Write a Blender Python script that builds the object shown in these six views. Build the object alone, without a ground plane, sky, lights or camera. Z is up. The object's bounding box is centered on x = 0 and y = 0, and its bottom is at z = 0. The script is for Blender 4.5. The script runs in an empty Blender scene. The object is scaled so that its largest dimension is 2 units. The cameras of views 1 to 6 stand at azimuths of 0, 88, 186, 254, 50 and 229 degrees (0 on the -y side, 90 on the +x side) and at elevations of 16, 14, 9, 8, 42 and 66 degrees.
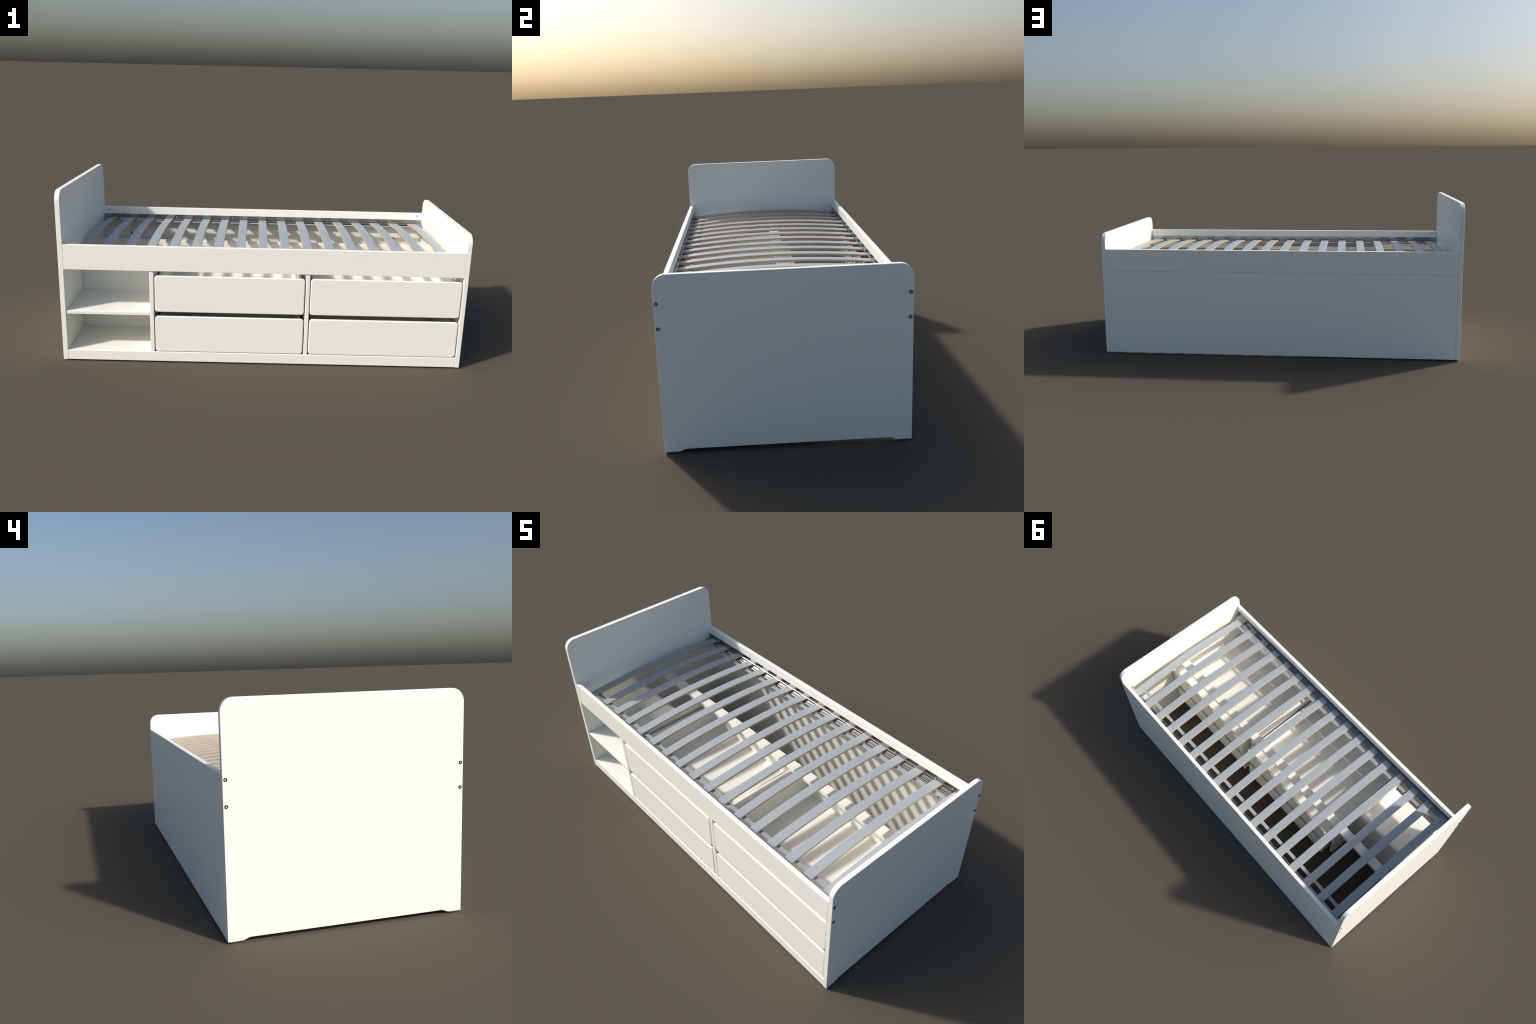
"""White storage bed: high headboard, lower footboard, four drawers, an open shelf
bay, and a base of arched slats lying on steel rails.  Metres, z up."""
import bpy, bmesh, math
from mathutils import Vector, Matrix

# ------------------------------------------------------------------ sizes
INNER_X = 0.9740          # inner face of the headboard
FOOT_IN = 0.9764          # inner face of the footboard
OUTER_X = 0.9980
HALF_W = 0.4650           # half width of the bed
RAIL_IN = 0.4437          # inner face of the side rails
RAIL_BOTTOM, RAIL_TOP = 0.4788, 0.6029
HEAD_TOP, FOOT_TOP = 0.8648, 0.6924
CORNER_R = 0.050
BOARD_BOTTOM = 0.0050
PANEL_BOTTOM = 0.0054
CARCASE_TOP = 0.4780      # top of dividers, back panel, shelf back
PLINTH_TOP = 0.0553
DIVIDER_X = (-0.5482, 0.2180)
DIVIDER_T = 0.0196
BOLT_Z = (0.5857, 0.4920)
BOLT_Y = 0.4535
GAP = 0.0004              # hairline joint between butting boards


# ------------------------------------------------------------------ materials
def new_material(name):
    m = bpy.data.materials.new(name)
    m.use_nodes = True
    nt = m.node_tree
    nt.nodes.clear()
    out = nt.nodes.new("ShaderNodeOutputMaterial")
    bsdf = nt.nodes.new("ShaderNodeBsdfPrincipled")
    nt.links.new(bsdf.outputs[0], out.inputs[0])
    co = nt.nodes.new("ShaderNodeTexCoord")
    return m, nt, bsdf, co


def mapped_noise(nt, co, scale, stretch=(1, 1, 1), detail=3.0):
    mp = nt.nodes.new("ShaderNodeMapping")
    mp.inputs["Scale"].default_value = stretch
    nt.links.new(co.outputs["Object"], mp.inputs["Vector"])
    n = nt.nodes.new("ShaderNodeTexNoise")
    n.inputs["Scale"].default_value = scale
    n.inputs["Detail"].default_value = detail
    nt.links.new(mp.outputs[0], n.inputs["Vector"])
    return n


def ramp(nt, fac, stops):
    r = nt.nodes.new("ShaderNodeValToRGB")
    el = r.color_ramp.elements
    el[0].position, el[0].color = stops[0][0], (*stops[0][1], 1)
    el[1].position, el[1].color = stops[-1][0], (*stops[-1][1], 1)
    for p, c in stops[1:-1]:
        e = el.new(p)
        e.color = (*c, 1)
    nt.links.new(fac, r.inputs[0])
    return r


def bump(nt, height, bsdf, strength, distance):
    b = nt.nodes.new("ShaderNodeBump")
    b.inputs["Strength"].default_value = strength
    b.inputs["Distance"].default_value = distance
    nt.links.new(height, b.inputs["Height"])
    nt.links.new(b.outputs[0], bsdf.inputs["Normal"])


def white_foil(name, tone, rough=0.42):
    """white laminate on the boards: almost even, a breath of orange peel"""
    m, nt, b, co = new_material(name)
    n = mapped_noise(nt, co, 3.0, detail=2)
    r = ramp(nt, n.outputs["Fac"], [(0.3, tuple(t * 0.992 for t in tone)), (0.7, tone)])
    nt.links.new(r.outputs[0], b.inputs["Base Color"])
    b.inputs["Roughness"].default_value = rough
    b.inputs["Specular IOR Level"].default_value = 0.4
    f = mapped_noise(nt, co, 260.0, detail=1)
    bump(nt, f.outputs["Fac"], b, 0.03, 0.0004)
    return m


def slat_foil():
    m, nt, b, co = new_material("slat_grey_foil")
    n = mapped_noise(nt, co, 18.0, stretch=(6, 1, 1), detail=4)
    r = ramp(nt, n.outputs["Fac"], [(0.25, (0.404, 0.442, 0.474)), (0.75, (0.424, 0.462, 0.494))])
    nt.links.new(r.outputs[0], b.inputs["Base Color"])
    b.inputs["Roughness"].default_value = 0.37
    return m


def birch_edge():
    """laminated birch seen on the cut edges and underside of the slats"""
    m, nt, b, co = new_material("birch_plywood")
    n = mapped_noise(nt, co, 14.0, stretch=(3, 1, 14), detail=5)
    r = ramp(nt, n.outputs["Fac"], [(0.25, (0.49, 0.360, 0.220)), (0.5, (0.575, 0.432, 0.276)),
                                    (0.8, (0.645, 0.495, 0.330))])
    nt.links.new(r.outputs[0], b.inputs["Base Color"])
    b.inputs["Roughness"].default_value = 0.6
    bump(nt, n.outputs["Fac"], b, 0.08, 0.0006)
    return m


def galvanised(name, lo, hi, rough):
    m, nt, b, co = new_material(name)
    n = mapped_noise(nt, co, 70.0, stretch=(0.35, 1, 1), detail=4)
    r = ramp(nt, n.outputs["Fac"], [(0.3, lo), (0.7, hi)])
    nt.links.new(r.outputs[0], b.inputs["Base Color"])
    b.inputs["Metallic"].default_value = 1.0
    b.inputs["Roughness"].default_value = rough
    f = mapped_noise(nt, co, 420.0, detail=2)
    bump(nt, f.outputs["Fac"], b, 0.02, 0.0003)
    return m


def webbing():
    m, nt, b, co = new_material("grey_webbing")
    w = nt.nodes.new("ShaderNodeTexWave")
    w.inputs["Scale"].default_value = 260.0
    w.bands_direction = 'DIAGONAL'
    nt.links.new(co.outputs["Object"], w.inputs["Vector"])
    r = ramp(nt, w.outputs["Fac"], [(0.2, (0.350, 0.378, 0.390)), (0.8, (0.385, 0.415, 0.428))])
    nt.links.new(r.outputs[0], b.inputs["Base Color"])
    b.inputs["Roughness"].default_value = 0.9
    bump(nt, w.outputs["Fac"], b, 0.2, 0.0005)
    return m


def plain(name, tone, rough):
    m, nt, b, co = new_material(name)
    n = mapped_noise(nt, co, 30.0)
    r = ramp(nt, n.outputs["Fac"], [(0.3, tuple(t * 0.9 for t in tone)), (0.7, tone)])
    nt.links.new(r.outputs[0], b.inputs["Base Color"])
    b.inputs["Roughness"].default_value = rough
    return m


WHITE = white_foil("white_foil", (0.970, 0.975, 0.907))
DRAWER_WHITE = white_foil("white_drawer_foil", (0.970, 0.975, 0.907))
SLAT = slat_foil()
BIRCH = birch_edge()
STEEL = galvanised("galvanised_steel", (0.30, 0.297, 0.296), (0.39, 0.385, 0.382), 0.20)
BOLT_STEEL = galvanised("bolt_steel", (0.075, 0.077, 0.078), (0.14, 0.143, 0.142), 0.32)
STRAP = webbing()
SCREW_STEEL = galvanised("screw_steel", (0.48, 0.48, 0.47), (0.60, 0.60, 0.58), 0.34)
DARK = plain("dark_hole", (0.035, 0.037, 0.038), 0.8)
GLIDE = plain("felt_glide", (0.16, 0.13, 0.10), 0.9)


# ------------------------------------------------------------------ builders
def add_object(name, bm, mats, parent, smooth=True):
    me = bpy.data.meshes.new(name)
    bm.normal_update()
    bm.to_mesh(me)
    bm.free()
    for mt in mats:
        me.materials.append(mt)
    ob = bpy.data.objects.new(name, me)
    bpy.context.collection.objects.link(ob)
    ob.parent = parent
    if smooth:
        for p in me.polygons:
            p.use_smooth = True
        me.set_sharp_from_angle(angle=math.radians(50))
        wn = ob.modifiers.new("even_faces", 'WEIGHTED_NORMAL')
        wn.keep_sharp = True
        wn.weight = 100
    return ob


def bevel_edges(bm, width, edges=None, segments=2):
    es = list(bm.edges) if edges is None else edges
    bmesh.ops.bevel(bm, geom=es, offset=width, segments=segments, profile=0.5, affect='EDGES', clamp_overlap=True)


def add_box(bm, x0, x1, y0, y1, z0, z1, bevel=0.0, segments=2):
    t = bmesh.new()
    bmesh.ops.create_cube(t, size=1.0)
    bmesh.ops.scale(t, vec=(x1 - x0, y1 - y0, z1 - z0), verts=t.verts)
    bmesh.ops.translate(t, vec=((x0 + x1) / 2, (y0 + y1) / 2, (z0 + z1) / 2), verts=t.verts)
    if bevel:
        bevel_edges(t, bevel, segments=segments)
    merge(bm, t)


def merge(bm, other):
    tmp = bpy.data.meshes.new("tmp")
    other.to_mesh(tmp)
    other.free()
    bm.from_mesh(tmp)
    bpy.data.meshes.remove(tmp)


def board(name, x0, x1, y0, y1, z0, z1, parent, mat=None, bevel=0.0017):
    bm = bmesh.new()
    add_box(bm, x0, x1, y0, y1, z0, z1, bevel)
    return add_object(name, bm, [mat or WHITE], parent)


def extruded_outline(points, to3d, depth_axis, thickness, bevel):
    """closed outline -> plate of the given thickness with eased edges"""
    bm = bmesh.new()
    f = bm.faces.new([bm.verts.new(to3d(p)) for p in points])
    r = bmesh.ops.extrude_face_region(bm, geom=[f])
    vs = [g for g in r["geom"] if isinstance(g, bmesh.types.BMVert)]
    bmesh.ops.translate(bm, vec=Vector(depth_axis) * thickness, verts=vs)
    bmesh.ops.recalc_face_normals(bm, faces=bm.faces)
    if bevel:
        rims = [e for e in bm.edges if any(len(fc.verts) > 4 for fc in e.link_faces)]
        bevel_edges(bm, bevel, rims)
    return bm


def arc(cx, cz, r, a0, a1, n):
    return [(cx + r * math.cos(math.radians(a0 + (a1 - a0) * i / n)),
             cz + r * math.sin(math.radians(a0 + (a1 - a0) * i / n))) for i in range(n + 1)]


def foot_step(y_low, y_high, z_low, z_high, n=10):
    """S-shaped step from the foot up to the raised lower edge"""
    pts = []
    for i in range(n + 1):
        t = i / n
        s = t * t * (3 - 2 * t)
        pts.append((y_low + (y_high - y_low) * t, z_low + (z_high - z_low) * s))
    return pts


def end_board_outline(top):
    pts = [(-HALF_W, BOARD_BOTTOM)]
    pts += foot_step(-0.4130, -0.3800, BOARD_BOTTOM, 0.0148)
    pts += foot_step(0.3800, 0.4130, 0.0148, BOARD_BOTTOM)
    pts += [(HALF_W, BOARD_BOTTOM)]
    pts += arc(HALF_W - CORNER_R, top - CORNER_R, CORNER_R, 0, 90, 14)
    pts += arc(-HALF_W + CORNER_R, top - CORNER_R, CORNER_R, 90, 180, 14)
    return pts


def cylinder(bm, r, depth, matrix, segments=20, cap_bevel=0.0):
    t = bmesh.new()
    bmesh.ops.create_cone(t, cap_ends=True, segments=segments, radius1=r, radius2=r, depth=depth)
    if cap_bevel:
        bevel_edges(t, cap_bevel, [e for e in t.edges if any(len(f.verts) > 4 for f in e.link_faces)])
    bmesh.ops.transform(t, matrix=matrix, verts=t.verts)
    merge(bm, t)


def aim(axis):
    return Vector((0, 0, 1)).rotation_difference(Vector(axis)).to_matrix().to_4x4()


def place(me_owner, name, loc, parent, rot=None):
    """another copy sharing the same mesh"""
    ob = me_owner.copy()
    ob.name = name
    ob.parent = parent
    ob.location = loc
    if rot is not None:
        ob.rotation_euler = rot
    bpy.context.collection.objects.link(ob)
    return ob


def socket_bolt():
    """hex-socket bolt head, axis +x, seated at x = 0"""
    bm = bmesh.new()
    n = 24
    prof = [(0.0070, -0.004), (0.0070, 0.0010), (0.0062, 0.0019), (0.0038, 0.0019)]
    rings = []
    for r, x in prof:
        rings.append([bm.verts.new((x, r * math.cos(2 * math.pi * i / n), r * math.sin(2 * math.pi * i / n)))
                      for i in range(n)])
    hexr = []
    for x in (0.0016, -0.003):
        hexr.append([bm.verts.new((x, 0.0032 * math.cos(2 * math.pi * i / n) / max(math.cos((2 * math.pi * i / n) % (math.pi / 3) - math.pi / 6), .1) * 0.9,
                                   0.0032 * math.sin(2 * math.pi * i / n) / max(math.cos((2 * math.pi * i / n) % (math.pi / 3) - math.pi / 6), .1) * 0.9))
                     for i in range(n)])
    allr = rings + hexr
    for a, b in zip(allr, allr[1:]):
        for i in range(n):
            bm.faces.new([a[i], a[(i + 1) % n], b[(i + 1) % n], b[i]])
    bm.faces.new(allr[-1])
    bmesh.ops.recalc_face_normals(bm, faces=bm.faces)
    return bm


# ------------------------------------------------------------------ the thing
bed = bpy.data.objects.new("storage_bed", None)
bpy.context.collection.objects.link(bed)
bed.empty_display_size = 0.2
bed["label"] = "white storage bed with drawers, open shelves and grey slats"
bed["category"] = "bed"

# head and foot boards ---------------------------------------------------------
T_END = OUTER_X - INNER_X
headboard = add_object("headboard", extruded_outline(end_board_outline(HEAD_TOP), lambda p: (-OUTER_X, p[0], p[1]),
                                                     (1, 0, 0), T_END, 0.0018), [WHITE], bed)
footboard = add_object("footboard", extruded_outline(end_board_outline(FOOT_TOP), lambda p: (FOOT_IN, p[0], p[1]),
                                                     (1, 0, 0), OUTER_X - FOOT_IN, 0.0018), [WHITE], bed)

bolt0 = add_object("bolt", socket_bolt(), [BOLT_STEEL], footboard)
first = True
for owner, sx in ((footboard, 1), (headboard, -1)):
    for sy in (-1, 1):
        for z in BOLT_Z:
            loc = (sx * (OUTER_X + 0.0001), sy * BOLT_Y, z)
            if first:
                bolt0.location = loc
                first = False
            else:
                place(bolt0, "bolt", loc, owner, None if sx > 0 else (0, 0, math.pi))

# glides under the boards
bm = bmesh.new()
add_box(bm, -0.009, 0.009, -0.018, 0.018, 0.0, 0.0056, 0.0008)
glide0 = add_object("foot_glide", bm, [GLIDE], headboard)
glide0.location = (-OUTER_X + T_END / 2, -0.437, 0)
place(glide0, "foot_glide", (-OUTER_X + T_END / 2, 0.437, 0), headboard)
for sy in (-1, 1):
    place(glide0, "foot_glide", ((OUTER_X + FOOT_IN) / 2, sy * 0.437, 0), footboard)

# side rails -------------------------------------------------------------------
rails = []
for s in (-1, 1):
    y0, y1 = sorted((s * RAIL_IN, s * HALF_W))
    rail = board("side_rail", -INNER_X + GAP, FOOT_IN - GAP, y0, y1, RAIL_BOTTOM, RAIL_TOP, bed)
    rails.append(rail)

# small bolt holes on the inner faces of the rails (barrel nuts) and of the back panel
bm = bmesh.new()
cylinder(bm, 0.0038, 0.0012, aim((0, 1, 0)), 16)
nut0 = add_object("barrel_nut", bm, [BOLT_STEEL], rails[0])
first = True
for s, rail in zip((-1, 1), rails):
    for sx in (-1, 1):
        for z in BOLT_Z:
            loc = (sx * 0.9415, s * RAIL_IN, z)
            if first:
                nut0.location = loc
                first = False
            else:
                place(nut0, "barrel_nut", loc, rail)

back_panel = board("back_panel", -INNER_X + GAP, FOOT_IN - GAP, RAIL_IN, HALF_W, PANEL_BOTTOM, CARCASE_TOP + 0.0002, bed)
bm = bmesh.new()
cylinder(bm, 0.0052, 0.0012, aim((0, 1, 0)), 20)
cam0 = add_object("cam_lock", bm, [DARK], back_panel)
cam0.location = (-0.8085, RAIL_IN, 0.4435)
for x in (-0.27, 0.27, 0.8085):
    place(cam0, "cam_lock", (x, RAIL_IN, 0.4435), back_panel)

# steel rails that carry the slats ------------------------------------------------
# profile: (distance inward from the side rail's inner face, z)
SLAT_END_Y, SLAT_END_TOP, SLAT_T, ARCH = 0.4382, 0.5375, 0.0099, 0.0238
LEDGE_Z = SLAT_END_TOP - SLAT_T - 0.0004
RAIL_PROFILE = [(0.0012, 0.5615), (0.0012, 0.5400), (0.0018, 0.5396), (0.0050, 0.5396), (0.0057, 0.5390),
                (0.0060, 0.5335), (0.0064, 0.5302), (0.0078, 0.5282), (0.0100, LEDGE_Z), (0.0270, LEDGE_Z), (0.0297, 0.5255),
                (0.0309, 0.5230), (0.0309, 0.5205)]


def offset_profile(pts, t):
    """other side of a sheet of thickness t (below / towards the wood)"""
    res = []
    for i, p in enumerate(pts):
        a, b = pts[max(i - 1, 0)], pts[min(i + 1, len(pts) - 1)]
        d = Vector((b[0] - a[0], b[1] - a[1])).normalized()
        n = Vector((d.y, -d.x)) if True else None
        res.append((p[0] + n.x * t, p[1] + n.y * t))
    return res


SCREW_X = (-0.873, -0.776, -0.529, -0.187, 0.187, 0.529, 0.776, 0.873)
screw0 = None
slat_rails = []
for s in (-1, 1):
    bm = bmesh.new()
    outer = RAIL_PROFILE
    inner = offset_profile(RAIL_PROFILE, 0.0010)
    ring = outer + inner[::-1]
    ends = []
    for x in (-0.9715, 0.9715):
        ends.append([bm.verts.new((x, s * (RAIL_IN - d), z)) for d, z in ring])
    n = len(ring)
    for i in range(n):
        j = (i + 1) % n
        bm.faces.new([ends[0][i], ends[0][j], ends[1][j], ends[1][i]])
    m = len(outer)
    for e in ends:
        for i in range(m - 1):
            bm.faces.new([e[i], e[i + 1], e[n - 2 - i], e[n - 1 - i]])
    # upright end stops beside the outermost slats
    for x in (-0.8815, 0.8785):
        y0, y1 = sorted((s * (RAIL_IN - 0.0065), s * (RAIL_IN - 0.0145)))
        add_box(bm, x - 0.0012, x + 0.0012, y0, y1, LEDGE_Z - 0.001, 0.5405)
    bmesh.ops.recalc_face_normals(bm, faces=bm.faces)
    sr = add_object("slat_rail", bm, [STEEL], bed, smooth=False)
    for p in sr.data.polygons:
        p.use_smooth = True
    sr.data.set_sharp_from_angle(angle=math.radians(35))
    slat_rails.append(sr)
    for x in SCREW_X:
        if screw0 is None:
            bm = bmesh.new()
            cylinder(bm, 0.0044, 0.0044, aim((0, 1, 0)), 16, 0.0018)
            screw0 = add_object("screw", bm, [SCREW_STEEL], sr)
            screw0.location = (x, s * (RAIL_IN - 0.0036), 0.5455)
        else:
            place(screw0, "screw", (x, s * (RAIL_IN - 0.0036), 0.5455), sr)

# slats ------------------------------------------------------------------------------
SLAT_W, SLAT_PITCH, SLAT_COUNT, SLAT_X0 = 0.0466, 0.11395, 17, -0.0036


def slat_top(y):
    return SLAT_END_TOP + ARCH * (1 - (y / SLAT_END_Y) ** 2)


def slat_mesh():
    """sprung slat: parabola along y, eased long edges; foil on top, birch elsewhere"""
    bm = bmesh.new()
    n, e = 48, 0.0011
    hw = SLAT_W / 2
    sec = [(-hw, -SLAT_T + e), (-hw, -e), (-hw + e, 0), (hw - e, 0), (hw, -e), (hw, -SLAT_T + e),
           (hw - e, -SLAT_T), (-hw + e, -SLAT_T)]
    rings = []
    for i in range(n + 1):
        y = -SLAT_END_Y + 2 * SLAT_END_Y * i / n
        zt = slat_top(y)
        rings.append([bm.verts.new((x, y, zt + z)) for x, z in sec])
    k = len(sec)
    for a, b in zip(rings, rings[1:]):
        for i in range(k):
            f = bm.faces.new([a[i], a[(i + 1) % k], b[(i + 1) % k], b[i]])
            f.material_index = 0 if i == 2 else 1
    for r in (rings[0], rings[-1]):
        bm.faces.new(r).material_index = 1
    bmesh.ops.recalc_face_normals(bm, faces=bm.faces)
    return bm


slat0 = add_object("slat", slat_mesh(), [SLAT, BIRCH], bed)
for i in range(SLAT_COUNT):
    x = SLAT_X0 + (i - (SLAT_COUNT - 1) / 2) * SLAT_PITCH
    if i == 0:
        slat0.location.x = x
    else:
        place(slat0, "slat", (x, 0, 0), bed)

# webbing straps stitched under the slats near both ends
for s in (-1, 1):
    y0, y1 = sorted((s * 0.3675, s * 0.3870))
    zt = slat_top(0.378) - SLAT_T - 0.0008
    bm = bmesh.new()
    add_box(bm, -0.936, 0.928, y0, y1, zt - 0.0014, zt, 0.0004)
    add_object("strap", bm, [STRAP], bed)

# carcase --------------------------------------------------------------------------------
plinth = board("plinth", -INNER_X + GAP, FOOT_IN - GAP, -0.4645, -0.4480, PANEL_BOTTOM, PLINTH_TOP, bed)

DIV_FRONT, DIV_BACK = -0.4612, 0.0695


def divider_outline():
    z0, z1 = BOARD_BOTTOM, 0.0150
    pts = [(DIV_FRONT, PLINTH_TOP + 0.0003), (-0.4476, PLINTH_TOP + 0.0003), (-0.4476, z1)]
    pts += foot_step(-0.010, 0.018, z1, z0)
    pts += [(0.052, z0), (0.0640, 0.020), (DIV_BACK, 0.036), (DIV_BACK, CARCASE_TOP), (DIV_FRONT, CARCASE_TOP)]
    return pts


for x in DIVIDER_X:
    add_object("divider", extruded_outline(divider_outline(), lambda p, x=x: (x - DIVIDER_T / 2, p[0], p[1]),
                                           (1, 0, 0), DIVIDER_T, 0.0018), [WHITE], bed)

SHELF_X0, SHELF_X1 = -INNER_X + GAP, DIVIDER_X[0] - DIVIDER_T / 2 - GAP
SHELF_BACK = -0.1215
board("shelf", SHELF_X0, SHELF_X1, -0.4612, SHELF_BACK - GAP, 0.2478, 0.2643, bed)
board("shelf_bottom", SHELF_X0, SHELF_X1, -0.4477, SHELF_BACK - GAP, 0.0393, PLINTH_TOP - 0.0004, bed)
board("shelf_back", SHELF_X0, SHELF_X1, SHELF_BACK, -0.1030, 0.0240, CARCASE_TOP, bed)
board("center_beam", -INNER_X + GAP, FOOT_IN - GAP, 0.0195, 0.0722, CARCASE_TOP + 0.0006, 0.5008, bed, bevel=0.001)

# second beam, only over the left pair of drawers, right behind the front rail
board("front_beam", DIVIDER_X[0] - DIVIDER_T / 2, DIVIDER_X[1] + DIVIDER_T / 2, -RAIL_IN + GAP, -0.3910,
      CARCASE_TOP + 0.0006, 0.5008, bed, bevel=0.001)

# drawers -------------------------------------------------------------------------------------
FRONT_H, BOX_H = 0.1873, 0.162
DRAWER_X = ((-0.5336, 0.2036), (0.2318, 0.9718))
DRAWER_Z = (0.0580, 0.2677)


def drawer_front(x0, x1):
    r, t = 0.0155, 0.0146
    pts = (arc(x1 - r, r, r, -90, 0, 6) + arc(x1 - r, FRONT_H - r, r, 0, 90, 6) +
           arc(x0 + r, FRONT_H - r, r, 90, 180, 6) + arc(x0 + r, r, r, 180, 270, 6))
    bm = bmesh.new()
    f = bm.faces.new([bm.verts.new((p[0], -0.4622, p[1])) for p in pts])
    g = bmesh.ops.extrude_face_region(bm, geom=[f])
    bmesh.ops.translate(bm, vec=(0, t, 0), verts=[v for v in g["geom"] if isinstance(v, bmesh.types.BMVert)])
    bmesh.ops.recalc_face_normals(bm, faces=bm.faces)
    bevel_edges(bm, 0.0046, [e for e in bm.edges if any(len(fc.verts) > 4 for fc in e.link_faces)], 3)
    return bm


def drawer_box(x0, x1):
    """tray: two sides, recessed back and a bottom let in above the lower edge"""
    bx0, bx1, t = x0 + 0.0125, x1 - 0.0125, 0.0115
    y0, y1 = -0.4474, 0.1245
    bm = bmesh.new()
    for a in (bx0, bx1 - t):
        add_box(bm, a, a + t, y0, y1, 0.0, BOX_H, 0.0008)
    add_box(bm, bx0 + t + 0.0002, bx1 - t - 0.0002, 0.1085, 0.1195, 0.0005, BOX_H - 0.0005, 0.0008)
    add_box(bm, bx0 + t + 0.0002, bx1 - t - 0.0002, y0 + 0.0005, 0.1083, 0.0260, 0.0300)
    return bm, bx0, bx1


for x0, x1 in DRAWER_X:
    for z in DRAWER_Z:
        bm, bx0, bx1 = drawer_box(x0, x1)
        drawer = add_object("drawer", bm, [DRAWER_WHITE], bed)
        drawer.location.z = z + 0.0060
        front = add_object("drawer_front", drawer_front(x0, x1), [WHITE], drawer)
        front.location.z = -0.0060
        for xa, xb in ((x0 - 0.0030, bx0 - 0.0006), (bx1 + 0.0006, x1 + 0.0030)):
            bm = bmesh.new()
            add_box(bm, xa, xb, -0.4380, 0.0550, 0.0100, 0.0420, 0.001)
            add_object("drawer_runner", bm, [STEEL], drawer)

# the whole frame settles 1 mm onto its glides (the glides stay on the floor)
SETTLE = 0.0010
for ob in bed.children:
    ob.location.z -= SETTLE
for ob in bpy.data.objects:
    if ob.name.startswith("foot_glide"):
        ob.location.z += SETTLE
